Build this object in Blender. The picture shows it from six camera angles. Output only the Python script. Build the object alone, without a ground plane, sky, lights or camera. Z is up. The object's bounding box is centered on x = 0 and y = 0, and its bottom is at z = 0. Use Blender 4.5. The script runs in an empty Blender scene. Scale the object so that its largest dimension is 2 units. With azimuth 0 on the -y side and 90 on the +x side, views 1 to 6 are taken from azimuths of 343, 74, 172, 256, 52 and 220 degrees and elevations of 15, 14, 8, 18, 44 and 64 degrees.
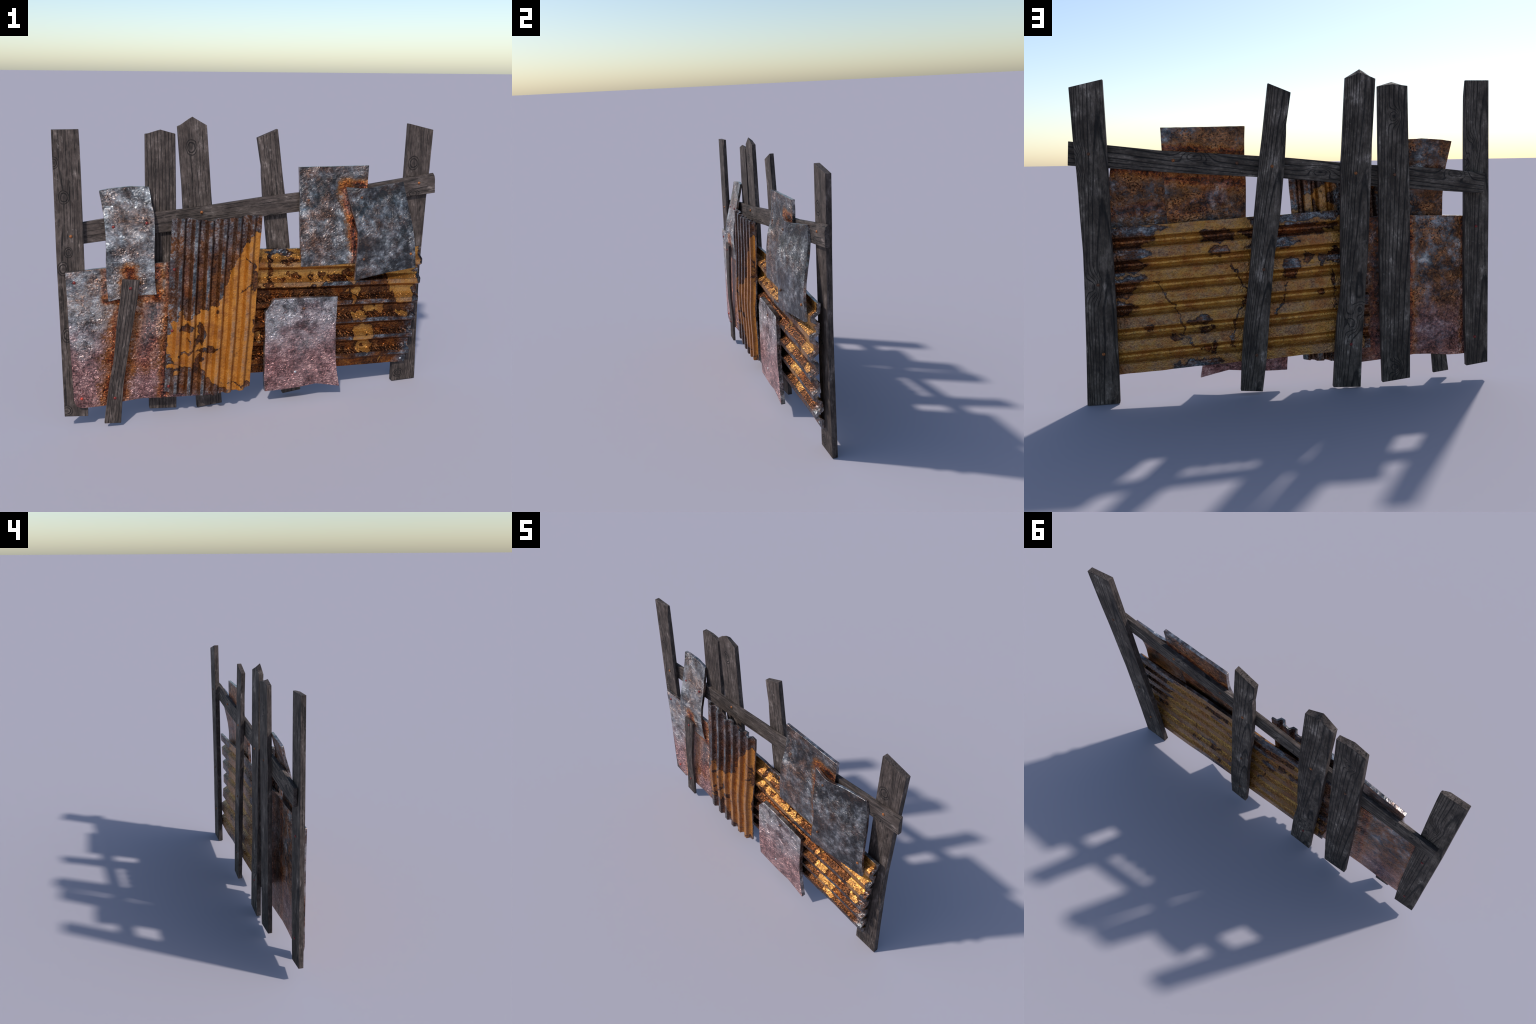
import bpy, math
import numpy as np
from mathutils import Matrix, Vector

rng = np.random.default_rng(7)

# ------------------------------------------------------------------ nodes
class NB:
    """Small helper that writes a node material as expressions."""
    def __init__(self, name):
        self.mat = bpy.data.materials.new(name)
        self.mat.use_nodes = True
        self.t = self.mat.node_tree
        self.t.nodes.clear()
        self.out = self.n('ShaderNodeOutputMaterial')
        self.bsdf = self.n('ShaderNodeBsdfPrincipled')
        self.t.links.new(self.bsdf.outputs[0], self.out.inputs[0])
        self.P = self.n('ShaderNodeTexCoord').outputs['Object']

    def n(self, kind):
        return self.t.nodes.new(kind)

    def put(self, sock, val):
        if isinstance(val, bpy.types.NodeSocket):
            self.t.links.new(val, sock)
        elif isinstance(val, (tuple, list)) and len(val) == 3 and sock.type == 'RGBA':
            sock.default_value = (*val, 1)
        else:
            sock.default_value = val

    def m(self, op, a, b=0.0, c=0.0, clamp=False):
        k = self.n('ShaderNodeMath'); k.operation = op; k.use_clamp = clamp
        for i, v in enumerate((a, b, c)):
            self.put(k.inputs[i], v)
        return k.outputs[0]

    def add(self, a, b): return self.m('ADD', a, b)
    def sub(self, a, b): return self.m('SUBTRACT', a, b)
    def mul(self, a, b): return self.m('MULTIPLY', a, b)
    def mx(self, a, b): return self.m('MAXIMUM', a, b)
    def mn(self, a, b): return self.m('MINIMUM', a, b)
    def inv(self, a): return self.m('SUBTRACT', 1.0, a)

    def sep(self, v):
        k = self.n('ShaderNodeSeparateXYZ'); self.put(k.inputs[0], v)
        return k.outputs

    def comb(self, x, y, z):
        k = self.n('ShaderNodeCombineXYZ')
        for i, v in enumerate((x, y, z)):
            self.put(k.inputs[i], v)
        return k.outputs[0]

    def mapv(self, v, scale=(1, 1, 1), loc=(0, 0, 0)):
        k = self.n('ShaderNodeMapping'); self.put(k.inputs['Vector'], v)
        k.inputs['Scale'].default_value = scale
        k.inputs['Location'].default_value = loc
        return k.outputs[0]

    def noise(self, v, scale, detail=3.0, rough=0.55, dist=0.0):
        k = self.n('ShaderNodeTexNoise'); self.put(k.inputs['Vector'], v)
        k.inputs['Scale'].default_value = scale
        k.inputs['Detail'].default_value = detail
        k.inputs['Roughness'].default_value = rough
        k.inputs['Distortion'].default_value = dist
        return k.outputs['Fac']

    def vor(self, v, scale, feature='F1', out='Distance', rand=1.0):
        k = self.n('ShaderNodeTexVoronoi'); k.feature = feature
        self.put(k.inputs['Vector'], v)
        k.inputs['Scale'].default_value = scale
        k.inputs['Randomness'].default_value = rand
        return k.outputs[out]

    def step(self, v, lo, hi, smooth=True):
        """0 below lo, 1 above hi (lo > hi inverts)"""
        k = self.n('ShaderNodeMapRange'); k.clamp = True
        if smooth: k.interpolation_type = 'SMOOTHSTEP'
        self.put(k.inputs['Value'], v)
        if lo <= hi:
            a, b, c, d = lo, hi, 0.0, 1.0
        else:
            a, b, c, d = hi, lo, 1.0, 0.0
        for i, x in zip(range(1, 5), (a, b, c, d)):
            k.inputs[i].default_value = x
        return k.outputs[0]

    def band(self, v, lo, hi, soft):
        return self.mul(self.step(v, lo - soft, lo + soft), self.step(v, hi + soft, hi - soft))

    def mix(self, f, a, b, blend='MIX'):
        k = self.n('ShaderNodeMix'); k.data_type = 'RGBA'; k.blend_type = blend
        k.clamp_factor = True
        self.put(k.inputs[0], f); self.put(k.inputs[6], a); self.put(k.inputs[7], b)
        return k.outputs[2]

    def ramp(self, f, stops, interp='LINEAR'):
        k = self.n('ShaderNodeValToRGB'); cr = k.color_ramp; cr.interpolation = interp
        while len(cr.elements) < len(stops):
            cr.elements.new(0.5)
        for e, (p, c) in zip(cr.elements, stops):
            e.position = p; e.color = (*c, 1)
        self.put(k.inputs[0], f)
        return k.outputs[0]

    def segdist(self, x, z, a, b):
        """distance in the sheet plane from (x, z) to the segment a-b"""
        ax, az = a; dx, dz = b[0] - ax, b[1] - az
        L2 = dx * dx + dz * dz + 1e-9
        px = self.sub(x, ax); pz = self.sub(z, az)
        h = self.m('MULTIPLY_ADD', px, dx / L2, self.mul(pz, dz / L2))
        h = self.m('ADD', h, 0.0, clamp=True)
        ex = self.m('MULTIPLY_ADD', h, -dx, px)
        ez = self.m('MULTIPLY_ADD', h, -dz, pz)
        return self.m('SQRT', self.m('MULTIPLY_ADD', ex, ex, self.mul(ez, ez)))

    def bump(self, h, strength, dist, normal=None):
        k = self.n('ShaderNodeBump')
        k.inputs['Distance'].default_value = dist
        self.put(k.inputs['Strength'], strength)
        self.put(k.inputs['Height'], h)
        if normal is not None: self.put(k.inputs['Normal'], normal)
        return k.outputs[0]

    def finish(self, color, rough, metal, normal=None, spec=0.5):
        b = self.bsdf
        self.put(b.inputs['Base Color'], color)
        self.put(b.inputs['Roughness'], rough)
        self.put(b.inputs['Metallic'], metal)
        b.inputs['Specular IOR Level'].default_value = spec
        if normal is not None: self.put(b.inputs['Normal'], normal)
        return self.mat


# ---------------------------------------------------------------- materials
def wood_mat(name, seed, back, knots=(), arch=600.0, arch_noise=5.0, centre=0.0, lines=0.9, grooves=False):
    """Weathered board: local z runs along the grain, local x across it.
    knots: (x, z, size across, size along)."""
    b = NB(name)
    P = b.mapv(b.P, loc=(seed * 1.37, seed * 0.71, seed * 2.3))
    x, y, z = b.sep(b.P)
    warp = b.noise(b.mapv(P, (26, 26, 16)), 1.0, 3)
    # fine fibre
    fib = b.noise(b.mapv(P, (420, 420, 11)), 1.0, 2, 0.6)
    fib2 = b.noise(b.mapv(P, (230, 230, 4.5)), 1.0, 3, 0.65)
    blot = b.noise(b.mapv(P, (13, 13, 7) if back else (20, 20, 9)), 1.0, 7, 0.72)
    blot2 = b.noise(b.mapv(P, (75, 75, 32)), 1.0, 5, 0.7)
    # growth rings: quadratic field across, wandering along the board
    xc = b.sub(x, centre)
    wander = b.noise(b.mapv(P, (3, 3, 1.25)), 1.0, 1, 0.5)
    F = b.add(b.mul(b.mul(xc, xc), arch * (0.7 if back else 1.0)), b.mul(wander, arch_noise * (0.26 if back else 1.0)))
    F = b.add(F, b.mul(z, 2.4 if back else 0.0))
    F = b.add(F, b.mul(xc, 62.0 if grooves else 48.0))
    F = b.add(F, b.mul(b.sub(blot, 0.5), 0.35))
    core = None
    near = None
    rings = None
    for (kx, kz, ka, kb) in knots:
        dx = b.mul(b.add(b.sub(x, kx), b.mul(b.sub(warp, 0.5), ka * 0.9)), 1 / ka)
        dz = b.mul(b.sub(z, kz), 1 / kb)
        d = b.m('SQRT', b.m('MULTIPLY_ADD', dx, dx, b.mul(dz, dz)))
        if back:
            g = b.m('EXPONENT', b.mul(b.mul(d, d), -1.0))
            F = b.add(F, b.mul(g, 3.4))
        else:
            r1 = b.step(b.m('ABSOLUTE', b.sub(d, 0.66)), 0.13, 0.05)
            r2 = b.step(b.m('ABSOLUTE', b.sub(d, 1.02)), 0.12, 0.05)
            r = b.mx(r1, b.mul(r2, 0.85))
            rings = r if rings is None else b.mx(rings, r)
        c = b.step(d, 0.42, 0.12)
        core = c if core is None else b.mx(core, c)
        q = b.step(d, 1.15, 0.95)
        near = q if near is None else b.mx(near, q)
    fr = b.m('ABSOLUTE', b.sub(b.m('FRACT', F), 0.5))
    line = b.step(fr, 0.17 if back else (0.13 if grooves else 0.085), 0.03)
    breakup = b.step(blot2, 0.3, 0.6)
    line = b.mul(line, b.m('MULTIPLY_ADD', breakup, 0.5, 0.5))
    if not back:
        keep = b.step(b.noise(b.mapv(P, (40, 40, 1.6)), 1.0, 2), *((0.30, 0.48) if grooves else (0.50, 0.62)))
        if near is not None:
            keep = b.mul(keep, b.inv(near))
        line = b.mul(line, keep)
        if rings is not None: line = b.mx(line, b.mul(rings, 0.9))
    line = b.mul(line, lines)
    streak = b.step(fib2, 0.455, 0.385)
    streak = b.mul(streak, b.step(blot2, 0.66, 0.45))
    if back:
        dark, mid, light, pale = (0.028, 0.021, 0.016), (0.066, 0.051, 0.040), (0.150, 0.121, 0.098), (0.56, 0.47, 0.40)  # browns tinted warmer to offset the blue shade light on backs
    else:
        dark, mid, light, pale = (0.026, 0.018, 0.016), (0.064, 0.048, 0.042), (0.110, 0.085, 0.075), (0.34, 0.28, 0.255)
    col = b.ramp(blot, [(0.28, dark), (0.45, mid), (0.59, light), (0.74, pale)])
    tint = b.ramp(blot2, [(0.28, (0.62, 0.60, 0.59)), (0.5, (1, 1, 1)), (0.72, (1.35, 1.34, 1.33))])
    col = b.mix(1.0, col, tint, 'MULTIPLY')
    col = b.mix(b.mul(b.step(fib, 0.40, 0.70), 0.50), col, (0.030, 0.026, 0.024))
    col = b.mix(b.mul(streak, 0.55 if back else 0.85), col, (0.014, 0.012, 0.011))
    # pale scratches
    scr = b.m('ABSOLUTE', b.sub(b.noise(b.mapv(P, (9, 9, 6), (3, 1, 2)), 1.0, 2, 0.4, 0.6), 0.5))
    scr = b.mul(b.step(scr, 0.006, 0.001), b.step(blot2, 0.52, 0.65))
    col = b.mix(b.mul(scr, 0.4), col, (0.30, 0.27, 0.25))
    if core is not None:
        col = b.mix(b.mul(core, 0.75), col, (0.028, 0.023, 0.021))
    col = b.mix(line, col, (0.010, 0.009, 0.009))
    h = b.sub(b.mul(fib2, 0.35), b.add(b.mul(line, 0.8), b.mul(streak, 0.45)))
    nrm = b.bump(h, 0.8, 0.004)
    return b.finish(col, b.m('MULTIPLY_ADD', blot2, 0.25, 0.58), 0.0, nrm, 0.22)


STEEL_D, STEEL_M, STEEL_L = (0.040, 0.042, 0.045), (0.130, 0.138, 0.147), (0.60, 0.615, 0.625)
RUST, RUST_D, RUST_R, RUST_O = (0.26, 0.105, 0.038), (0.045, 0.018, 0.010), (0.36, 0.062, 0.012), (0.64, 0.215, 0.030)
PINK = (0.50, 0.215, 0.200)


def sheet_mat(name, seed, steel=0.5, rust=0.5, pink=None, halos=(), pit=0.5, leather=0.0, rust_col=RUST,
              sparkle=0.5, speck=0.5, pink_amt=0.8, soft=False, relief=0.014, cscale=14):
    """Old galvanised plate. steel: how light the zinc is, rust: how much brown,
    pink: (z high, z low) range over which the rosy oxide sets in,
    halos: (a, b, width, strength) rust tint with baked occlusion shade around whatever touches the plate."""
    b = NB(name)
    P = b.mapv(b.P, loc=(seed * 1.9, seed * 0.6, seed * 1.1))
    x, y, z = b.sep(b.P)
    big = b.noise(P, 6.5, 2, 0.5)
    cloud = b.noise(P, cscale, 8, 0.72)
    cloud2 = b.noise(b.mapv(P, loc=(5, 3, 9)), 13, 7, 0.70, 0.4)
    fine = b.noise(P, 80, 5, 0.72)
    grain = b.noise(P, 120, 3, 0.6)
    v = b.add(b.mul(b.sub(cloud, 0.5), 2.8), b.mul(b.sub(fine, 0.5), 0.55))
    v = b.add(v, b.mul(b.sub(big, 0.5), 1.0))
    v = b.add(v, steel)
    col = b.ramp(v, [(0.16, STEEL_D), (0.43, STEEL_M), (0.62, (0.275, 0.288, 0.30)), (0.88, STEEL_L)])
    # brown rust clouds
    rn2 = b.noise(P, 4.2, 2, 0.5)
    rm = b.add(b.mul(b.sub(cloud2, 0.5), 2.6), b.mul(b.sub(rn2, 0.5), 1.6))
    rm = b.add(rm, b.mul(b.sub(fine, 0.5), 1.2))
    rm = b.step(b.add(rm, rust), -0.35, 1.15) if soft else b.step(b.add(rm, rust), 0.20, 0.85)
    rc = b.ramp(b.add(b.mul(fine, 0.55), b.mul(cloud, 0.45)),
                [(0.38, RUST_D), (0.50, rust_col), (0.64, tuple(min(1, c * 2.1) for c in rust_col))])
    col = b.mix(b.mul(rm, 0.92), col, rc)
    lea = None
    if pink:
        pz = b.add(z, b.mul(b.sub(big, 0.5), 0.34))
        pz = b.add(pz, b.mul(b.sub(cloud2, 0.5), 0.50))
        pm = b.step(pz, pink[0], pink[1])
        pc = b.ramp(b.add(b.mul(fine, 0.5), b.mul(cloud, 0.5)),
                    [(0.37, (0.045, 0.022, 0.021)), (0.45, (0.22, 0.095, 0.090)), (0.52, PINK), (0.63, (0.88, 0.56, 0.49))])
        col = b.mix(b.mul(pm, pink_amt), col, pc)
        lea = b.step(z, pink[0] + 0.12, pink[1])
    # rust-coloured contact shadows painted beside touching parts
    wv = b.add(b.mul(b.sub(fine, 0.5), 1.4), b.mul(b.sub(cloud, 0.5), 1.6))
    for (p, q, w, s) in halos:
        d = b.segdist(x, z, p, q)
        d = b.m('MULTIPLY_ADD', wv, w, d)
        hm = b.step(d, w, w * 0.25)
        hc = b.ramp(b.mul(d, 1 / w), [(0.02, (0.05, 0.012, 0.004)), (0.22, RUST_R), (0.50, RUST_O), (0.85, (0.50, 0.26, 0.11))])
        hc = b.mix(b.step(fine, 0.52, 0.36), hc, b.mix(0.65, hc, (0.03, 0.012, 0.008)))
        col = b.mix(b.mul(hm, 0.95 * s), col, hc)
    # dark pinholes
    pits = b.vor(P, 95, 'F1')
    pitm = b.mul(b.step(pits, 0.36, 0.14), b.step(cloud2, 0.50, 0.60))
    col = b.mix(b.mul(pitm, pit), col, (0.045, 0.014, 0.012))
    sm = b.step(b.add(grain, b.mul(b.sub(cloud2, 0.5), 1.2)), 0.60, 0.42)
    col = b.mix(b.mul(sm, 0.5 * speck), col, (0.025, 0.022, 0.022))
    # relief
    gl = b.noise(b.mapv(P, loc=(2, 2, 2)), 85, 1.0, 0.5)          # hammered facets that catch the sun
    h = b.add(b.mul(gl, b.m('MULTIPLY_ADD', b.step(cloud2, 0.40, 0.60), 0.9, 0.35)), b.mul(fine, 0.18))
    h = b.sub(h, b.mul(pitm, 0.5))
    if leather:
        lv = b.noise(P, 52, 2, 0.5, 0.8)
        lv = b.m('ABSOLUTE', b.sub(lv, 0.5))
        lw = leather if lea is None else b.m('MULTIPLY_ADD', lea, leather, leather * 0.15)
        h = b.add(h, b.mul(b.mul(lv, 2.2), lw))
    nrm = b.bump(h, min(1.0, 0.7 * sparkle + 0.3), relief)
    rough = b.m('MULTIPLY_ADD', fine, 0.30, 0.08)
    return b.finish(col, rough, 0.8, nrm, 0.5)


CSTEEL_D, CSTEEL_M, CSTEEL_L = (0.022, 0.025, 0.029), (0.085, 0.092, 0.102), (0.46, 0.475, 0.49)


def blobs(b, xw, zw, items):
    """signed size of a union of elliptic patches (positive inside)"""
    m = None
    for (cx, cz, rx, rz) in items:
        dx = b.mul(b.sub(xw, cx), 1 / rx); dz = b.mul(b.sub(zw, cz), 1 / rz)
        d = b.mul(b.sub(1.0, b.m('SQRT', b.m('MULTIPLY_ADD', dx, dx, b.mul(dz, dz)))), min(rx, rz))
        m = d if m is None else b.mx(m, d)
    return m


def curve_of(b, val, pts):
    k = b.n('ShaderNodeFloatCurve')
    b.put(k.inputs['Value'], val)
    c = k.mapping.curves[0]
    for i, p in enumerate(pts):
        if i < 2: c.points[i].location = p
        else: c.points.new(*p)
    for p in c.points: p.handle_type = 'VECTOR'
    k.mapping.update()
    return k.outputs[0]


def corr_mat(name, seed, across, period, phase, ridge, slope_r, paint, paint_col, valley_dark=0.6,
             metal_amt=None, extra_strip=None, cracks=(), crest_zinc=None, worn_col=(0.36, 0.22, 0.14), worn_amt=0.7,
             crinkle=0.6, metal=0.7, relief=0.009, bright=1.0, glint=0.0, inner=None):
    """Ribbed sheet: rust between the ribs, worn zinc on the crests, flaking paint over it.
    across: local axis across the ribs; ridge/slope_r: phase windows of crest and of the darkened slope;
    paint(b, xw, zw, ...) builds the signed paint mask (>0 painted)."""
    b = NB(name)
    P = b.mapv(b.P, loc=(seed * 1.7, seed * 0.9, seed * 1.3))
    x, y, z = b.sep(b.P)
    c = x if across == 'x' else z
    cl = b.noise(P, 16, 8, 0.72)
    cl2 = b.noise(b.mapv(P, loc=(3, 8, 1)), 9, 6, 0.68, 0.3)
    fine = b.noise(P, 85, 5, 0.7)
    grain = b.noise(P, 120, 3, 0.6)
    st = (70, 1, 7) if across == 'x' else (7, 1, 70)
    strk = b.noise(b.mapv(P, st), 1.0, 4, 0.6)
    # ragged coordinates for everything that flakes
    wa = b.noise(b.mapv(P, loc=(1, 4, 2)), 22, 5, 0.6)
    wb = b.noise(b.mapv(P, loc=(7, 2, 5)), 22, 5, 0.6)
    xw = b.m('MULTIPLY_ADD', b.sub(wa, 0.5), 0.085, x)
    zw = b.m('MULTIPLY_ADD', b.sub(wb, 0.5), 0.085, z)
    ph = b.m('FRACT', b.mul(b.sub(c, phase), 1 / period))
    phw = b.m('FRACT', b.add(b.mul(b.sub(c, phase), 1 / period), b.mul(b.sub(cl, 0.5), 0.10)))
    rust = b.ramp(b.add(b.mul(cl, 0.6), b.mul(fine, 0.4)),
                  [(0.36, (0.022, 0.010, 0.007)), (0.46, (0.085, 0.032, 0.015)), (0.54, (0.19, 0.068, 0.022)), (0.66, (0.42, 0.17, 0.06))])
    rust = b.mix(b.mul(b.step(cl2, 0.48, 0.62), 0.8), rust, b.ramp(b.add(b.mul(cl, 0.5), b.mul(fine, 0.5)),
                  [(0.36, (0.05, 0.014, 0.006)), (0.50, (0.23, 0.060, 0.012)), (0.64, (0.44, 0.17, 0.03))]))
    steel = b.ramp(b.add(b.mul(cl, 0.6), b.mul(fine, 0.4)),
                   [(0.36, CSTEEL_D), (0.49, CSTEEL_M), (0.66, CSTEEL_L)])
    crest = b.band(ph, ridge[0], ridge[1], 0.02)
    cz = 1.0 if crest_zinc is None else crest_zinc(b, x, z, cl, cl2)
    zinc = metal_amt(b, x, z, cl, cl2)
    zn = b.mul(zinc, b.step(b.add(b.mul(cl2, 0.7), b.mul(fine, 0.5)), 0.50, 0.66))
    sm = b.mx(zn, b.mul(b.mul(crest, cz), b.step(b.add(cl2, b.mul(strk, 0.5)), 0.635, 0.84)))
    col = b.mix(sm, rust, steel)
    pf = paint(b, xw, zw, P, cl, fine)
    for (p, q, w) in cracks:
        d = b.segdist(xw, zw, p, q)
        d = b.add(d, b.mul(b.sub(cl2, 0.5), 0.02))
        pf = b.mn(pf, b.mul(b.sub(d, w), 2.0))
    rust = b.mix(1.0, rust, (bright, bright, bright), 'MULTIPLY')
    if glint:
        rust = b.mix(b.mul(b.step(b.add(b.mul(fine, 0.6), b.mul(grain, 0.4)), 0.47, 0.60), glint), rust, (0.90, 0.46, 0.26))  # copper flecks drawn for sun glints; result not linked to col
    flake = b.step(pf, -0.0005, 0.0025)
    rim = b.mul(b.step(pf, -0.009, 0.0), b.inv(flake))
    lip = b.mul(b.step(pf, 0.008, 0.0015), flake)
    pc = b.ramp(b.add(b.mul(cl, 0.6), b.mul(strk, 0.4)),
                [(0.34, tuple(v * f for v, f in zip(paint_col, (0.60, 0.50, 0.5)))), (0.48, paint_col), (0.64, tuple(v * f for v, f in zip(paint_col, (1.15, 1.25, 1.9))))])
    worn = b.mul(crest, b.step(b.add(cl2, b.mul(fine, 0.4)), 0.55, 0.85))
    pc = b.mix(b.mul(worn, worn_amt), pc, worn_col)
    stain = b.step(b.noise(P, 10, 7, 0.72), 0.45, 0.64)
    pc = b.mix(b.mul(stain, 0.8), pc, (0.30, 0.098, 0.020))
    speck = b.step(b.add(fine, b.mul(b.sub(cl2, 0.5), 1.0)), 0.57, 0.70)
    pc = b.mix(b.mul(speck, 0.55), pc, (0.10, 0.042, 0.018))
    pc = b.mix(b.mul(lip, 0.35), pc, (0.16, 0.07, 0.015))
    col = b.mix(b.mul(rim, 0.75), col, (0.030, 0.013, 0.008))
    col = b.mix(flake, col, pc)
    painted_shade = b.band(phw, slope_r[0], slope_r[1], 0.03)
    col = b.mix(b.mul(painted_shade, valley_dark), col, b.mix(flake, (0.030, 0.013, 0.008), (0.19, 0.060, 0.010)))
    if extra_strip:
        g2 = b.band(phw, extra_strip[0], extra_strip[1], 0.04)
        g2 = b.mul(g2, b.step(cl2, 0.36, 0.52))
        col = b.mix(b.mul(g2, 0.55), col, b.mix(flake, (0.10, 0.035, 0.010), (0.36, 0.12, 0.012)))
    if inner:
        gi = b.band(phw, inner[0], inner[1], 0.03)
        col = b.mix(gi, col, b.mix(1.0, col, (1.30, 1.38, 1.5), 'MULTIPLY'))  # rib insides lightened in colour to counter the shading of the recess
    # thin dark lines along the folds
    sp = b.m('ABSOLUTE', b.sub(ph, ridge[1]))
    col = b.mix(b.mul(b.step(sp, 0.03, 0.008), 0.45), col, (0.03, 0.018, 0.012))
    h = b.add(b.mul(fine, b.m('MULTIPLY_ADD', flake, -0.30, 0.8)), b.mul(grain, b.m('MULTIPLY_ADD', flake, -0.30, 0.6)))
    gl = b.noise(b.mapv(P, loc=(2, 2, 2)), 90, 1.0, 0.5)
    h = b.add(b.mul(h, 0.35), b.mul(gl, b.m('MULTIPLY_ADD', flake, -0.35, 0.9)))
    wr = b.m('ABSOLUTE', b.sub(b.noise(P, 45, 2, 0.5, 1.2), 0.5))
    h = b.add(h, b.mul(wr, 1.2))
    h = b.add(h, b.mul(b.step(pf, -0.001, 0.003), 0.5))
    nrm = b.bump(h, crinkle, relief)
    rough = b.m('MULTIPLY_ADD', fine, 0.30, 0.12)
    return b.finish(col, rough, b.m('MULTIPLY_ADD', flake, -0.28 * metal, metal), nrm, 0.5)


def bolt_mat(name, col, dark, rough=0.4, metal=0.4):
    b = NB(name)
    c = b.mix(b.step(b.noise(b.P, 300, 3), 0.40, 0.62), dark, col)
    return b.finish(c, rough, metal)


# ---------------------------------------------------------------- geometry
def interp(poly, key):
    """piecewise-linear curve given as (key, value) pairs"""
    a = sorted(poly)
    return np.interp(key, [p[0] for p in a], [p[1] for p in a])


def frame(o, theta):
    """local frame: z leans by theta in the x-z plane"""
    return Matrix.Translation(Vector(o)) @ Matrix.Rotation(theta, 4, 'Y')


ROOT = bpy.data.objects.new('scrap_fence', None)
bpy.context.scene.collection.objects.link(ROOT)
ROOT['label'] = 'patched scrap fence of dark planks and rusty metal sheets'
ROOT['category'] = 'fence'
ROOT.empty_display_size = 0.2


def make(name, verts, faces, mats, face_mats, M, parent=ROOT, bevel=0.0, sharp=35):
    inv = M.inverted()
    me = bpy.data.meshes.new(name)
    me.from_pydata([inv @ Vector(v) for v in verts], [], faces)
    for m in mats: me.materials.append(m)
    me.polygons.foreach_set('material_index', face_mats)
    me.polygons.foreach_set('use_smooth', [True] * len(faces))
    me.update()
    me.set_sharp_from_angle(angle=math.radians(sharp))
    ob = bpy.data.objects.new(name, me)
    bpy.context.scene.collection.objects.link(ob)
    ob.matrix_world = M
    ob.parent = parent
    if bevel:
        mod = ob.modifiers.new('soft_edge', 'BEVEL')
        mod.width = bevel; mod.segments = 2; mod.limit_method = 'ANGLE'
        mod.angle_limit = math.radians(60)
        mod.harden_normals = False
    return ob


def grid_solid(front, back):
    """closed slab from two matching vertex grids [nv][nu] (front faces -y)"""
    nv, nu, _ = front.shape
    verts = [tuple(p) for p in front.reshape(-1, 3)] + [tuple(p) for p in back.reshape(-1, 3)]
    N = nv * nu
    f, fm = [], []
    for j in range(nv - 1):
        for i in range(nu - 1):
            a = j * nu + i
            f.append((a, a + 1, a + nu + 1, a + nu)); fm.append(0)
            f.append((N + a, N + a + nu, N + a + nu + 1, N + a + 1)); fm.append(1)
    for i in range(nu - 1):
        f.append((i, N + i, N + i + 1, i + 1)); fm.append(2)
        a = (nv - 1) * nu + i
        f.append((a, a + 1, N + a + 1, N + a)); fm.append(2)
    for j in range(nv - 1):
        a = j * nu
        f.append((a, a + nu, N + a + nu, N + a)); fm.append(2)
        a = j * nu + nu - 1
        f.append((a, N + a, N + a + nu, a + nu)); fm.append(2)
    return verts, f, fm


def wobble(n, amp, seed, smooth=2):
    r = np.random.default_rng(seed).normal(0, 1, n + 8)
    for _ in range(smooth):
        r = np.convolve(r, [0.25, 0.5, 0.25], 'same')
    return r[4:4 + n] * amp


def coons(left, right, bottom, top, nu, nv, rough, seed, us=None, vs=None):
    """x-z grid filling four boundary curves; left/right: (z, x), bottom/top: (x, z)"""
    u = np.linspace(0, 1, nu) if us is None else us
    v = np.linspace(0, 1, nv) if vs is None else vs
    nu, nv = len(u), len(v)
    bl, br = min(bottom), max(bottom)
    tl, tr = min(top), max(top)
    bx = bl[0] + (br[0] - bl[0]) * u; bz = interp(bottom, bx) + wobble(nu, rough, seed)
    tx = tl[0] + (tr[0] - tl[0]) * u; tz = interp(top, tx) + wobble(nu, rough, seed + 1)
    lz = bz[0] + (tz[0] - bz[0]) * v; lx = interp(left + [(bl[1], bl[0]), (tl[1], tl[0])], lz) + wobble(nv, rough, seed + 2)
    rz = bz[-1] + (tz[-1] - bz[-1]) * v; rx = interp(right + [(br[1], br[0]), (tr[1], tr[0])], rz) + wobble(nv, rough, seed + 3)
    U, V = np.meshgrid(u, v)
    def fill(l, r, b_, t):
        l, r = l.copy(), r.copy()
        L = l[:, None]; R = r[:, None]; B = b_[None, :]; T = t[None, :]
        return ((1 - U) * L + U * R + (1 - V) * B + V * T
                - ((1 - U) * (1 - V) * b_[0] + U * (1 - V) * b_[-1] + (1 - U) * V * t[0] + U * V * t[-1]))
    lx[0], lx[-1], rx[0], rx[-1] = bx[0], tx[0], bx[-1], tx[-1]
    X = fill(lx, rx, bx, tx); Z = fill(lz, rz, bz, tz)
    return X, Z, U, V


def board(name, left, right, bottom, top, yf, yb, theta, origin, mats, nu=9, nv=60, seed=0, chip=None, nick=0.0, back_drop=None):
    """thick weathered board; outline in world x-z, front at y=yf(X), back at y=yb(X)"""
    X, Z, U, V = coons(left, right, bottom, top, nu, nv, nick, seed)
    YF = yf(X, Z); YB = yb(X, Z)
    if chip: YF = YF + chip(X, Z, U, V)
    ZB = Z - back_drop * (1 - np.abs(2 * U - 1)) * V ** 12 if back_drop else Z     # roof cut slopes down to the back
    front = np.stack([X, YF, Z], -1); back = np.stack([X, YB, ZB], -1)
    v, f, fm = grid_solid(front, back)
    return make(name, v, f, mats, fm, frame(origin, theta), bevel=0.0018)


def lean(a, b):
    return math.atan2(b[0] - a[0], b[2] - a[2])


def const(c):
    return lambda X, Z: np.full_like(X, c)


PARTS = {}


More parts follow.
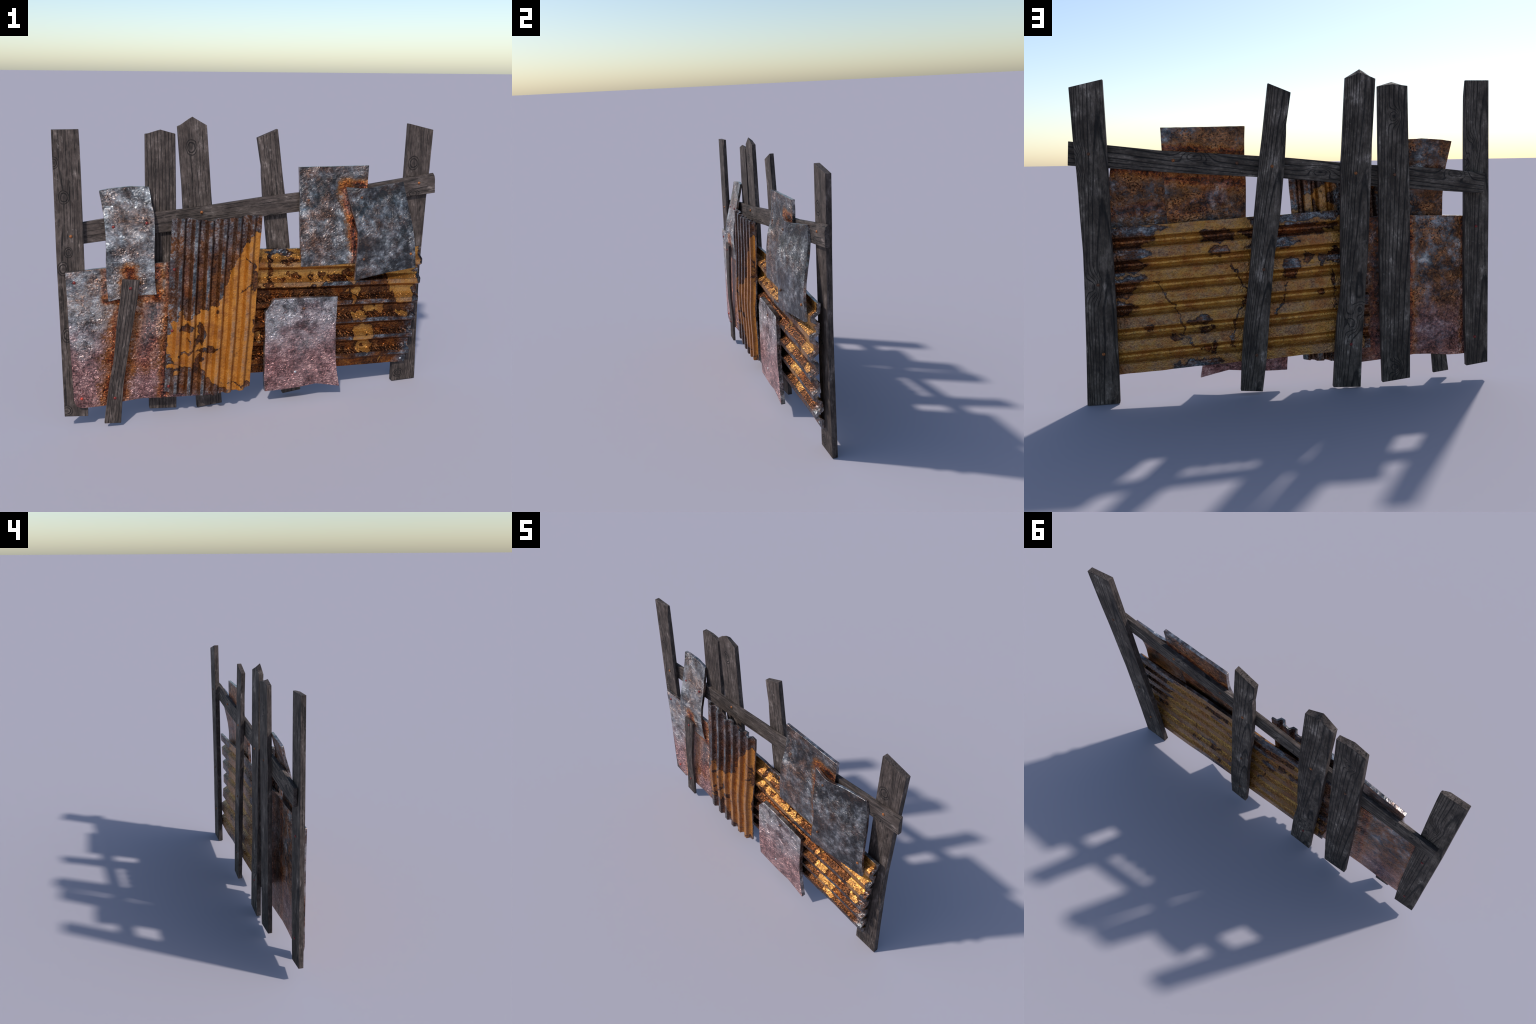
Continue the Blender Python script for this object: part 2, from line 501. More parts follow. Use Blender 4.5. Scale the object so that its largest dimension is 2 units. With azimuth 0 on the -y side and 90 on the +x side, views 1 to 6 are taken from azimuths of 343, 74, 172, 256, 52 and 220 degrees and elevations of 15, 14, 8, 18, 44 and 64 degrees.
def wood_board(key, kind, left, right, bottom, top, yf, yb, a, b, kf=(), kb=(), seed=1, **kw):
    """a, b: foot and head of the board's axis; knots given in world (x, z, size across, size along)"""
    th = lean(a, b)
    M = frame(a, th).inverted()
    loc = lambda ks: [((M @ Vector((k[0], a[1], k[1]))).x, (M @ Vector((k[0], a[1], k[1]))).z, k[2], k[3]) for k in ks]
    arch = kw.pop('arch', 600.0); an = kw.pop('arch_noise', 7.0); centre = kw.pop('centre', 0.0)
    grooves = kw.pop('grooves', False); fa = 40 if grooves else 500
    mf = wood_mat('wood_front', seed, False, loc(kf), arch=fa, arch_noise=2.0 if grooves else 5, grooves=grooves)
    mb = wood_mat('wood_back', seed + 3.3, True, loc(kb), arch=arch, arch_noise=an, centre=centre)
    ms = wood_mat('wood_edge', seed + 6.1, False, (), arch=500, arch_noise=3)
    ob = board(kind, left, right, bottom, top, yf, yb, th, a, [mf, mb, ms], seed=int(seed * 10), **kw)
    PARTS[key] = ob
    return ob


# posts, from left to right as seen from the front
def p1_chip(X, Z, U, V):
    t = np.clip((Z - 1.395) / 0.075, 0, 1)
    return np.where(U > 0.95, 0.014 * t, np.where(U > 0.8, 0.006 * t, 0))

wood_board('post1', 'post',
    [(0.076, -1.0), (0.45, -0.992), (0.896, -0.984), (1.13, -0.977), (1.469, -0.968)],
    [(0.062, -0.888), (0.33, -0.872), (0.65, -0.864), (0.83, -0.861), (1.25, -0.852), (1.40, -0.850), (1.469, -0.850)],
    [(-1.0, 0.076), (-0.888, 0.062)], [(-0.968, 1.469), (-0.850, 1.469)],
    const(-0.007), const(0.0195), (-0.944, 0.006, 0.069), (-0.909, 0.006, 1.469),
    kf=[(-0.968, 1.323, .022, .026), (-0.934, 1.166, .022, .030), (-0.930, 0.907, .018, .024), (-0.957, 0.83, .024, .032), (-0.99, 0.105, .03, .026), (-0.96, 0.50, .02, .035)],
    kb=[(-0.895, 1.156, .026, .050), (-0.876, 1.082, .024, .045)], seed=1.0, chip=p1_chip, arch=900, arch_noise=9)

wood_board('post2', 'post',
    [(0.033, -0.577), (0.29, -0.574), (0.53, -0.572), (0.91, -0.567), (1.19, -0.557), (1.439, -0.550)],
    [(0.018, -0.437), (0.30, -0.426), (0.55, -0.422), (0.91, -0.416), (1.19, -0.411), (1.438, -0.408)],
    [(-0.577, 0.033), (-0.437, 0.018)], [(-0.550, 1.439), (-0.480, 1.460), (-0.408, 1.438)],
    const(0.038), const(0.0635), (-0.507, 0.05, 0.026), (-0.480, 0.05, 1.45),
    kb=[(-0.490, 1.300, .024, .032), (-0.505, 0.092, .03, .03)], seed=2.0, arch=250, arch_noise=2.5, back_drop=0.014, grooves=True)

wood_board('post3', 'post',
    [(0.003, -0.326), (0.24, -0.335), (0.425, -0.346), (0.66, -0.362), (0.914, -0.371), (1.005, -0.376), (1.19, -0.381), (1.35, -0.390), (1.471, -0.396)],
    [(0.010, -0.190), (0.21, -0.202), (0.34, -0.211), (0.44, -0.226), (0.53, -0.233), (0.62, -0.229), (0.92, -0.231), (1.07, -0.232), (1.14, -0.237), (1.35, -0.248), (1.475, -0.255)],
    [(-0.326, 0.003), (-0.190, 0.010)], [(-0.396, 1.471), (-0.327, 1.518), (-0.255, 1.475)],
    const(0.039), const(0.0652), (-0.258, 0.05, 0.006), (-0.326, 0.05, 1.49),
    kf=[(-0.332, 1.371, .026, .036)], kb=[(-0.318, 0.392, .03, .035), (-0.286, 0.322, .032, .045)], seed=3.0, arch=850, arch_noise=10, back_drop=0.021)

wood_board('post4', 'post',
    [(0.013, 0.156), (0.178, 0.134), (0.449, 0.110), (0.667, 0.087), (0.833, 0.060), (1.092, 0.033), (1.222, 0.024), (1.268, 0.023), (1.31, 0.016), (1.410, 0.0)],
    [(0.023, 0.261), (0.173, 0.252), (0.339, 0.238), (0.491, 0.217), (0.665, 0.198), (0.836, 0.181), (1.12, 0.148), (1.208, 0.135), (1.451, 0.104)],
    [(0.156, 0.013), (0.261, 0.023)], [(0.0, 1.410), (0.104, 1.451)],
    const(0.0425), const(0.0685), (0.208, 0.055, 0.018), (0.052, 0.055, 1.43),
    kb=[(0.012, 1.26, .018, .03), (0.02, 1.20, .02, .03)], seed=4.0, arch=1100, arch_noise=12)

wood_board('post5', 'post',
    [(0.001, 0.824), (0.207, 0.822), (0.406, 0.821), (0.653, 0.821), (0.769, 0.825), (1.083, 0.824), (1.468, 0.829)],
    [(0.0, 0.972), (0.276, 0.962), (0.536, 0.955), (0.71, 0.952), (0.859, 0.956), (1.063, 0.960), (1.198, 0.967), (1.434, 0.973)],
    [(0.824, 0.001), (0.972, 0.0)], [(0.829, 1.468), (0.973, 1.434)],
    const(0.0365), const(0.0668), (0.898, 0.05, 0.0), (0.901, 0.05, 1.45),
    kf=[(0.868, 1.26, .03, .035), (0.862, 0.047, .03, .024), (0.86, 0.62, .025, .04)],
    kb=[(0.954, 1.121, .028, .05), (0.914, 0.555, .032, .05)], seed=5.0, arch=800, arch_noise=10)

# the long rail nailed across the posts (its grain runs lengthwise)
def rail_build():
    bot = [(-0.945, 0.931), (-0.759, 0.946), (-0.521, 0.966), (-0.44, 0.973), (-0.233, 0.995), (0.033, 1.023), (0.219, 1.036), (0.457, 1.053), (0.838, 1.085), (1.0, 1.099)]
    top = [(-0.952, 1.027), (-0.863, 1.039), (-0.757, 1.052), (-0.517, 1.071), (-0.386, 1.078), (-0.243, 1.091), (0.015, 1.118), (0.216, 1.133), (0.603, 1.160), (0.805, 1.184), (0.992, 1.205)]
    a = (-0.947, 0.03, 0.979); bb = (0.996, 0.03, 1.152)
    yfr = lambda X, Z: 0.0195 - 0.0030 * X
    ybk = lambda X, Z: 0.0405 - 0.0010 * X
    def chip(X, Z, U, V):
        return np.where(V > 0.95, 0.016 * np.clip((U - 0.93) / 0.07, 0, 1), 0) + np.where(V > 0.72, 0.004 * np.clip((U - 0.95) / 0.05, 0, 1), 0)
    wood_board('rail', 'rail', [], [], bot, top, yfr, ybk, a, bb,
        kf=[(0.867, 1.100, .018, .035)],
        kb=[(0.440, 1.135, .03, .055), (-0.800, 1.036, .03, .06), (-0.14, 1.05, .02, .05)],
        seed=6.0, arch=260, arch_noise=4, centre=0.01, nu=80, nv=8, chip=chip)
rail_build()

# short brace plank nailed over the left sheets
def brace_y(X, Z):
    return interp([(0.03, -0.045), (0.20, -0.0465), (0.25, -0.049), (0.345, -0.059), (0.45, -0.0625), (0.66, -0.065), (0.8, -0.0635)], Z)
wood_board('plank', 'plank',
    [(0.03, -0.813), (0.136, -0.797), (0.241, -0.779), (0.347, -0.757), (0.453, -0.741), (0.559, -0.729), (0.664, -0.711), (0.774, -0.695)],
    [(0.02, -0.732), (0.134, -0.721), (0.239, -0.710), (0.343, -0.693), (0.447, -0.674), (0.551, -0.653), (0.656, -0.630), (0.763, -0.613)],
    [(-0.813, 0.029), (-0.732, 0.020)], [(-0.695, 0.774), (-0.613, 0.763)],
    brace_y, lambda X, Z: brace_y(X, Z) + 0.0155, (-0.772, -0.04, 0.025), (-0.654, -0.04, 0.768), seed=7.0, nv=50, grooves=True)


# -------------------------------------------------------------- flat sheets
I4 = Matrix.Identity(4)


def metal_sheet(key, left, right, bottom, top, yL, yR, thick, mf, mb, seed, extra=None, nu=44, nv=52, nick=0.0005):
    """bent plate; yL, yR: (z, y) of the front face down its left and right edges"""
    X, Z, U, V = coons(left, right, bottom, top, nu, nv, nick, seed)
    Y = (1 - U) * interp(yL, Z) + U * interp(yR, Z)
    if extra: Y = Y + extra(X, Z, U, V)
    r = np.random.default_rng(seed + 50)
    for _ in range(10):                                  # soft hand-sized dents
        cu, cv, s, a = r.uniform(0, 1), r.uniform(0, 1), r.uniform(.08, .2), r.normal(0, .0012)
        Y = Y + a * np.exp(-((U - cu) ** 2 + (V - cv) ** 2) / s ** 2)
    front = np.stack([X, Y, Z], -1); back = np.stack([X, Y + thick, Z], -1)
    v, f, fm = grid_solid(front, back)
    ob = make('metal_sheet', v, f, [mf, mb, RIM], fm, I4, bevel=0.0012)
    PARTS[key] = ob
    return ob


RIM = sheet_mat('plate_rim', 12.0, steel=0.58, rust=0.22, rust_col=(0.24, 0.10, 0.05), soft=True, sparkle=0.4, relief=0.003)

# large sheet at the lower left
metal_sheet('sheet_left',
    [(0.159, -0.951), (0.47, -0.952), (0.70, -0.951), (0.818, -0.951)],
    [(0.10, -0.255), (0.826, -0.30)],
    [(-0.938, 0.131), (-0.917, 0.121), (-0.86, 0.117), (-0.802, 0.117), (-0.718, 0.127), (-0.621, 0.130), (-0.443, 0.113), (-0.255, 0.099)],
    [(-0.951, 0.818), (-0.766, 0.826), (-0.532, 0.832), (-0.30, 0.826)],
    [(0.1, -0.0265), (0.82, -0.0285)], [(0.1, -0.025), (0.82, -0.025)], 0.0185,
    sheet_mat('plate_left_front', 1.0, steel=0.80, rust=0.08, rust_col=(0.32, 0.140, 0.060), soft=True, pink=(0.58, 0.34), pink_amt=0.85, relief=0.017, leather=1.0, sparkle=0.8, halos=[
        ((-0.66, 0.77), (-0.775, 0.05), 0.115, 0.95), ((-0.77, 0.665), (-0.53, 0.67), 0.045, 0.9), ((-0.525, 0.82), (-0.528, 0.66), 0.05, 0.9),
        ((-0.455, 0.85), (-0.515, 0.12), 0.050, 0.85), ((-0.76, 0.83), (-0.775, 0.70), 0.035, 0.55), ((-0.95, 0.825), (-0.78, 0.832), 0.012, 0.7), ((-0.53, 0.64), (-0.61, 0.36), 0.13, 0.6)]),
    sheet_mat('plate_left_back', 2.0, steel=0.50, rust=0.60, pink=(0.50, 0.22), leather=0.5, pink_amt=0.55, halos=[
        ((-0.585, 0.82), (-0.60, 0.12), 0.05, 0.7), ((-0.42, 0.82), (-0.44, 0.12), 0.10, 0.5), ((-0.865, 0.82), (-0.88, 0.10), 0.03, 0.6)]),
    11, nu=70, nv=60)

# bent narrow sheet over it
metal_sheet('sheet_upper_left',
    [(0.666, -0.763), (0.742, -0.767), (0.805, -0.766), (0.867, -0.764), (0.93, -0.760), (0.992, -0.758), (1.055, -0.760), (1.118, -0.765), (1.186, -0.773)],
    [(0.676, -0.532), (0.744, -0.538), (0.871, -0.537), (0.935, -0.533), (0.999, -0.528), (1.062, -0.526), (1.126, -0.536), (1.194, -0.541)],
    [(-0.763, 0.666), (-0.707, 0.674), (-0.597, 0.680), (-0.532, 0.676)],
    [(-0.773, 1.183), (-0.703, 1.193), (-0.629, 1.198), (-0.541, 1.194)],
    [(0.66, -0.0465), (0.80, -0.0465), (0.867, -0.042), (0.93, -0.031), (0.992, -0.014), (1.055, 0.002), (1.118, 0.022), (1.19, 0.040)],
    [(0.66, -0.035), (0.744, -0.040), (0.81, -0.044), (0.871, -0.043), (0.935, -0.035), (0.999, -0.023), (1.062, -0.012), (1.126, 0.006), (1.194, 0.024)],
    0.0165,
    sheet_mat('plate_upper_left_front', 3.0, steel=0.72, rust=0.08, rust_col=(0.30, 0.16, 0.095), soft=True, pit=0.9, sparkle=0.9, halos=[((-0.66, 0.79), (-0.665, 0.70), 0.075, 1.0)]),
    sheet_mat('plate_upper_left_back', 4.0, steel=0.30, rust=0.75, pit=0.9, halos=[((-0.8, 1.02), (-0.5, 1.02), 0.10, 0.35)]),
    21, extra=lambda X, Z, U, V: 0.002 * np.sin(np.pi * U) * V)

# tall sheet at the upper right
metal_sheet('sheet_upper_right',
    [(0.758, 0.2125), (0.82, 0.210), (0.95, 0.207), (1.01, 0.2065), (1.07, 0.210), (1.135, 0.213), (1.20, 0.212), (1.265, 0.209)],
    [(0.756, 0.575), (1.0, 0.583), (1.262, 0.591)],
    [(0.2125, 0.758), (0.344, 0.756), (0.575, 0.757)],
    [(0.209, 1.265), (0.4, 1.2625), (0.591, 1.2615)],
    [(0.756, -0.0420), (0.82, -0.0405), (0.885, -0.037), (0.95, -0.031), (1.01, -0.023), (1.072, -0.008), (1.135, 0.003), (1.2, 0.007), (1.27, 0.007)],
    [(0.756, -0.0415), (0.82, -0.040), (0.885, -0.036), (0.95, -0.029), (1.01, -0.021), (1.072, -0.008), (1.135, 0.001), (1.2, 0.003), (1.27, 0.002)],
    0.0175,
    sheet_mat('plate_upper_right_front', 5.0, cscale=17, relief=0.010, steel=0.42, rust=0.12, rust_col=(0.23, 0.115, 0.068), soft=True, pit=0.6, sparkle=0.6, halos=[
        ((0.462, 1.165), (0.61, 1.155), 0.045, 0.8), ((0.46, 1.15), (0.50, 0.985), 0.060, 0.7), ((0.50, 0.985), (0.515, 0.76), 0.055, 0.8)]),
    sheet_mat('plate_upper_right_back', 6.0, steel=0.40, rust=0.70, pit=0.7, halos=[
        ((0.2, 1.145), (0.6, 1.170), 0.045, 0.8), ((0.2, 1.00), (0.6, 1.035), 0.060, 0.75), ((0.35, 0.95), (0.55, 0.86), 0.10, 0.35)]),
    31)

# wavy sheet overlapping it in front
metal_sheet('sheet_right',
    [(0.668, 0.508), (0.739, 0.509), (0.798, 0.513), (0.856, 0.518), (0.915, 0.515), (0.974, 0.501), (1.032, 0.486), (1.091, 0.475), (1.157, 0.460)],
    [(0.707, 0.875), (0.774, 0.868), (0.839, 0.861), (0.903, 0.853), (0.967, 0.843), (1.031, 0.830), (1.096, 0.817), (1.170, 0.797)],
    [(0.508, 0.668), (0.591, 0.681), (0.705, 0.696), (0.875, 0.707)],
    [(0.460, 1.157), (0.534, 1.150), (0.594, 1.146), (0.659, 1.151), (0.72, 1.160), (0.797, 1.170)],
    [(0.66, -0.0685), (0.915, -0.067), (0.974, -0.062), (1.032, -0.044), (1.091, -0.023), (1.16, -0.011)],
    [(0.70, -0.051), (0.839, -0.049), (0.903, -0.041), (0.967, -0.027), (1.031, -0.011), (1.096, 0.0), (1.17, 0.005)],
    0.0155,
    sheet_mat('plate_right_front', 7.0, cscale=18, relief=0.009, steel=0.34, rust=-0.02, rust_col=(0.15, 0.08, 0.052), soft=True, pit=0.4, sparkle=0.5),
    sheet_mat('plate_right_back', 8.0, steel=0.42, rust=0.55, pit=0.8, halos=[((0.6, 1.07), (0.85, 1.09), 0.07, 0.7), ((0.6, 0.90), (0.85, 0.88), 0.07, 0.4)]),
    41, extra=lambda X, Z, U, V: -0.020 * np.exp(-((U - 0.27) / 0.20) ** 2) * np.clip((Z - 1.03) / 0.12, 0, 1) ** 1.5
        - 0.004 * np.sin(np.pi * U) * np.clip(1 - V, 0, 1))

# low sheet with one corner cut off
metal_sheet('sheet_low',
    [(0.087, 0.0235), (0.16, 0.019), (0.25, 0.0195), (0.44, 0.021), (0.534, 0.022)],
    [(0.067, 0.447), (0.157, 0.430), (0.243, 0.419), (0.33, 0.415), (0.417, 0.414), (0.586, 0.417)],
    [(0.0235, 0.086), (0.117, 0.085), (0.222, 0.090), (0.31, 0.099), (0.38, 0.083), (0.447, 0.067)],
    [(0.022, 0.534), (0.069, 0.596), (0.18, 0.594), (0.301, 0.590), (0.417, 0.586)],
    [(0.07, -0.044), (0.25, -0.049), (0.53, -0.0455)], [(0.07, -0.0605), (0.3, -0.0615), (0.59, -0.0585)], 0.0255,
    sheet_mat('plate_low_front', 9.0, steel=0.76, rust=-0.08, rust_col=(0.28, 0.09, 0.06), soft=True, pink=(0.64, 0.24), pink_amt=0.85, relief=0.017, leather=0.9, sparkle=0.85),
    sheet_mat('plate_low_back', 10.0, steel=0.5, rust=0.25, pink=(0.40, 0.1), leather=0.6), 51)


# -------------------------------------------------------- corrugated sheets
def trapezoid(n, period, low, slope, high, depth, tail):
    """fold line of a trapezoidal sheet: valley flats at 0, crests at -depth; returns (p, y)"""
    pts = [(0.0, 0.0)]
    p = low - tail
    for k in range(n):
        pts += [(p, 0.0), (p + slope, -depth), (p + slope + high, -depth), (p + 2 * slope + high, 0.0)]
        p += period
    pts.append((pts[-1][0] + low - tail, 0.0))
    return np.array(pts)


def offset_polyline(pts, d):
    """shift a polyline sideways by d with mitred corners"""
    t = np.diff(pts, axis=0); t /= np.linalg.norm(t, axis=1)[:, None]
    nrm = np.stack([t[:, 1], -t[:, 0]], 1)
    out = []
    for i in range(len(pts)):
        if i == 0: m = nrm[0]
        elif i == len(pts) - 1: m = nrm[-1]
        else:
            m = nrm[i - 1] + nrm[i]; m /= np.linalg.norm(m); m /= max(0.4, m @ nrm[i])
        out.append(pts[i] + m * d)
    return np.array(out)


def corrugated(key, prof, thick, M, along, s0, s1, ns, bend, mats, seed):
    """sweep a folded profile along the ribs. along='z': ribs run up local z and the profile runs along local x
    (and the other way round for 'x').  s0/s1(p): start and end of each rib; bend(s, p): extra depth"""
    # split flats so the sheet can ripple
    fine = [prof[0]]
    for a, c in zip(prof[:-1], prof[1:]):
        fine += [a + (c - a) * .5, c]
    prof = np.array(fine)
    F = offset_polyline(prof, thick / 2); B = offset_polyline(prof, -thick / 2)
    r = np.random.default_rng(seed)
    j0 = wobble(len(prof), 0.0016, seed); j1 = wobble(len(prof), 0.0016, seed + 1)
    grids = []
    for side in (F, B):
        g = np.zeros((len(prof), ns, 3))
        for i in range(len(prof)):
            p, y = side[i]; p0 = prof[i][0]
            s = np.linspace(s0(p0) + j0[i], s1(p0) + j1[i], ns)
            Y = y + bend(s, p0)
            wig = 0.0014 * np.sin(s * 23 + p0 * 40) + 0.0008 * np.sin(s * 61 + p0 * 90)
            if along == 'z': g[i] = np.stack([p + wig * 0.5, Y, s], 1)
            else: g[i] = np.stack([s, Y, p + wig * 0.5], 1)
        grids.append(g)
    F, B = grids
    if along == 'z':
        F, B = F.transpose(1, 0, 2), B.transpose(1, 0, 2)
    v, f, fm = grid_solid(np.ascontiguousarray(F), np.ascontiguousarray(B))
    v = [M @ Vector(p) for p in v]
    ob = make('corrugated_sheet', v, f, mats, fm, M, bevel=0.0008, sharp=24)
    PARTS[key] = ob
    return ob


# upright corrugated sheet ------------------------------------------------
PV = 0.0700
profV = trapezoid(6, PV, 0.0300, 0.0115, 0.0170, 0.020, 0.0)
WV = profV[-1][0]
MV = frame((-0.5145, 0.0, 0.100), math.atan(0.0705))


def v_bottom(p):
    return interp([(0.0, 0.062), (0.066, 0.045), (0.134, 0.036), (0.211, 0.034), (0.276, 0.029), (0.334, 0.039), (0.419, 0.050), (0.459, 0.064)], p)


def v_top(p):
    return interp([(0.0, 0.949), (0.037, 0.955), (0.078, 0.957), (0.121, 0.949), (0.152, 0.945), (0.204, 0.946), (0.225, 0.954), (0.284, 0.957),
                   (0.343, 0.963), (0.374, 0.975), (0.396, 0.977), (0.442, 0.973), (0.46, 0.968)], p)


def v_bend(s, p):
    return -0.0345 + interp([(0.0, -0.002), (0.12, -0.0035), (0.22, -0.005), (0.32, -0.011), (0.42, -0.0125), (0.52, -0.007), (0.62, -0.003), (0.72, 0.0), (0.92, 0.0005)], s)


def v_zinc(b, x, z, cl, cl2):
    a = b.mul(b.step(b.add(z, b.mul(b.sub(cl2, 0.5), 0.9)), 0.62, 1.0), 0.8)
    c = b.step(b.add(x, b.mul(b.sub(cl2, 0.5), 0.30)), 0.13, 0.0)
    d = b.step(b.add(z, b.mul(b.sub(cl2, 0.5), 0.35)), 0.10, 0.0)
    return b.mx(a, b.mx(c, d))


def v_paint_front(b, x, z, P, cl, fine):
    # paint survives below a line climbing from lower left to upper right ...
    up = curve_of(b, b.mul(x, 2.0), [(0.0, 0.33), (0.92, 0.90), (0.05, 0.42), (0.15, 0.475), (0.20, 0.44), (0.33, 0.495), (0.50, 0.51),
                                     (0.56, 0.60), (0.64, 0.72), (0.76, 0.845), (0.86, 0.885)])
    # ... and above a flaked lower left corner
    lo = curve_of(b, b.mul(x, 2.0), [(0.0, 0.26), (0.92, 0.0), (0.08, 0.22), (0.17, 0.185), (0.25, 0.19), (0.30, 0.24), (0.34, 0.28),
                                     (0.36, 0.21), (0.40, 0.14), (0.53, 0.08), (0.66, 0.025)])
    m = b.mn(b.sub(up, z), b.sub(z, lo))
    m = b.mx(m, blobs(b, x, z, [(0.03, 0.20, .03, .016), (0.055, 0.165, .022, .014), (0.066, 0.475, .012, .03)]))
    holes = blobs(b, x, z, [(0.168, 0.375, .022, .055), (0.091, 0.405, .034, .018), (0.107, 0.335, .006, .010), (0.205, 0.280, .050, .018),
                            (0.248, 0.475, .008, .009), (0.440, 0.630, .022, .055), (0.455, 0.40, .014, .055), (0.437, 0.065, .022, .02), (0.30, 0.03, .03, .03),
                            (0.36, 0.02, .03, .02), (0.425, 0.70, .010, .03)])
    return b.mn(m, b.mul(holes, -1.0))


def v_paint_back(b, x, z, P, cl, fine):
    return b.add(b.mul(b.sub(b.noise(P, 8, 3, 0.5), 0.585), 0.2), b.mul(b.sub(fine, 0.5), 0.02))


matRim = sheet_mat('ribbed_rim', 25.0, steel=0.52, rust=0.15, soft=True, sparkle=0.5, relief=0.004)
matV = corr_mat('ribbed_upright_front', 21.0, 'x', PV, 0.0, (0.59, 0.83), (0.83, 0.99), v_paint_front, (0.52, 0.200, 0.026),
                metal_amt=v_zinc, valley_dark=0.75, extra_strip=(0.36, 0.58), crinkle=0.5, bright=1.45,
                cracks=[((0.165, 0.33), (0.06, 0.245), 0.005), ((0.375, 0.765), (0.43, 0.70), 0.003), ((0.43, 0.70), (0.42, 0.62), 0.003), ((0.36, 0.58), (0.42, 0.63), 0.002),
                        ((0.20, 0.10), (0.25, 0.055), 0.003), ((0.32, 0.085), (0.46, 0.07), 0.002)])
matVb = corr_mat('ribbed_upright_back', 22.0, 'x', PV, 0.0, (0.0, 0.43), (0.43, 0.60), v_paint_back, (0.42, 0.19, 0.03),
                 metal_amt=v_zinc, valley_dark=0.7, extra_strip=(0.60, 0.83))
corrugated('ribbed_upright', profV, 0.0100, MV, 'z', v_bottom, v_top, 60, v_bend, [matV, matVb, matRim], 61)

# lying corrugated sheet --------------------------------------------------
PH = 0.1068
profH = trapezoid(6, PH, 0.0455, 0.0215, 0.0180, 0.0300, 0.0)
HH = profH[-1][0]
TH = math.atan(0.0502)
MH = frame((-0.380, 0.0, 0.1885), TH)          # ribs fall gently to the right


def h_start(p):
    return interp([(0.0, -0.005), (0.10, -0.006), (0.20, -0.018), (0.34, -0.014), (0.47, 0.008), (0.7, 0.02)], p)


def h_end(p):
    return 1.268 + interp([(0.0, 0.0), (0.3, 0.001), (0.7, 0.006)], p)


def h_bend(s, p):
    fz = interp([(0.02, 0.026), (0.12, 0.019), (0.23, 0.004), (0.33, -0.005), (0.45, -0.003), (0.55, 0.001), (0.67, 0.006)], p)
    g = interp([(0.0, -0.003), (0.20, 0.003), (0.36, 0.010), (0.50, 0.004), (0.60, -0.001), (0.75, -0.002), (0.90, -0.001), (1.05, 0.003), (1.2, 0.0)], s)
    y = fz + g
    return np.minimum(y, 0.0275)


def h_zinc(b, x, z, cl, cl2):
    right = b.step(b.add(x, b.mul(b.sub(cl2, 0.5), 0.20)), 1.19, 1.27)
    top = b.step(b.add(z, b.mul(b.sub(cl2, 0.5), 0.10)), 0.63, 0.66)
    return b.mx(right, top)


def h_crest(b, x, z, cl, cl2):
    return b.step(b.add(x, b.mul(b.sub(cl2, 0.5), 0.5)), 0.50, 0.75)


def h_paint_front(b, x, z, P, cl, fine):
    lo = curve_of(b, b.mul(x, 0.75), [(0.0, 0.49), (0.95, 0.50), (0.27, 0.49), (0.45, 0.483), (0.53, 0.50), (0.62, 0.53), (0.66, 0.50), (0.69, 0.545),
                                      (0.79, 0.545), (0.81, 0.50), (0.84, 0.43), (0.87, 0.385), (0.915, 0.375)])
    m = b.mn(b.sub(z, lo), b.mul(b.sub(1.258, x), 1.0))
    m = b.mx(m, blobs(b, x, z, [(.905, .452, .024, .022), (.853, .452, .018, .012), (.885, .405, .016, .026), (.93, .310, .050, .026), (1.0, .345, .052, .018),
                                (1.06, .345, .022, .032), (1.19, .310, .032, .020), (.975, .205, .062, .055), (.99, .125, .050, .040), (1.105, .035, .010, .02),
                                (.37, .22, .025, .03)]))
    holes = blobs(b, x, z, [(.455, .668, .080, .020), (.505, .628, .042, .014), (.405, .600, .010, .070), (.78, .530, .050, .014), (.86, .548, .045, .018),
                            (.555, .545, .022, .016), (.63, .540, .012, .008), (.51, .560, .014, .014), (.40, .505, .03, .016), (.475, .53, .014, .010), (.70, .540, .022, .016),
                            (.94, .60, .03, .02), (1.03, .57, .03, .02), (1.25, .56, .02, .012), (1.26, .45, .02, .012), (.985, .19, .007, .006), (.98, .115, .008, .007)])
    return b.mn(m, b.mul(holes, -1.0))


def h_paint_back(b, x, z, P, cl, fine):
    bare = blobs(b, x, z, [(1.12, .665, .20, .022), (1.13, .615, .14, .030), (1.11, .56, .095, .034), (1.16, .50, .12, .034), (1.10, .44, .06, .018), (1.18, .40, .09, .05),
                           (1.16, .30, .06, .03), (1.0, .655, .03, .02), (.70, .61, .08, .028), (.69, .535, .05, .026), (.30, .670, .26, .022), (.36, .610, .24, .030), (.44, .555, .12, .028),
                           (.36, .43, .050, .052), (.275, .47, .030, .018), (.20, .455, .028, .026), (.135, .465, .036, .042), (.809, .212, .060, .022), (.78, .165, .04, .012),
                           (.79, .080, .014, .016), (.752, .085, .016, .028), (.83, .012, .12, .022), (.93, .15, .032, .016), (1.05, .20, .02, .02), (0.0, 0.40, .038, .5), (.16, .36, .008, .02), (.22, .30, .014, .014)])
    return b.mul(bare, -1.0)


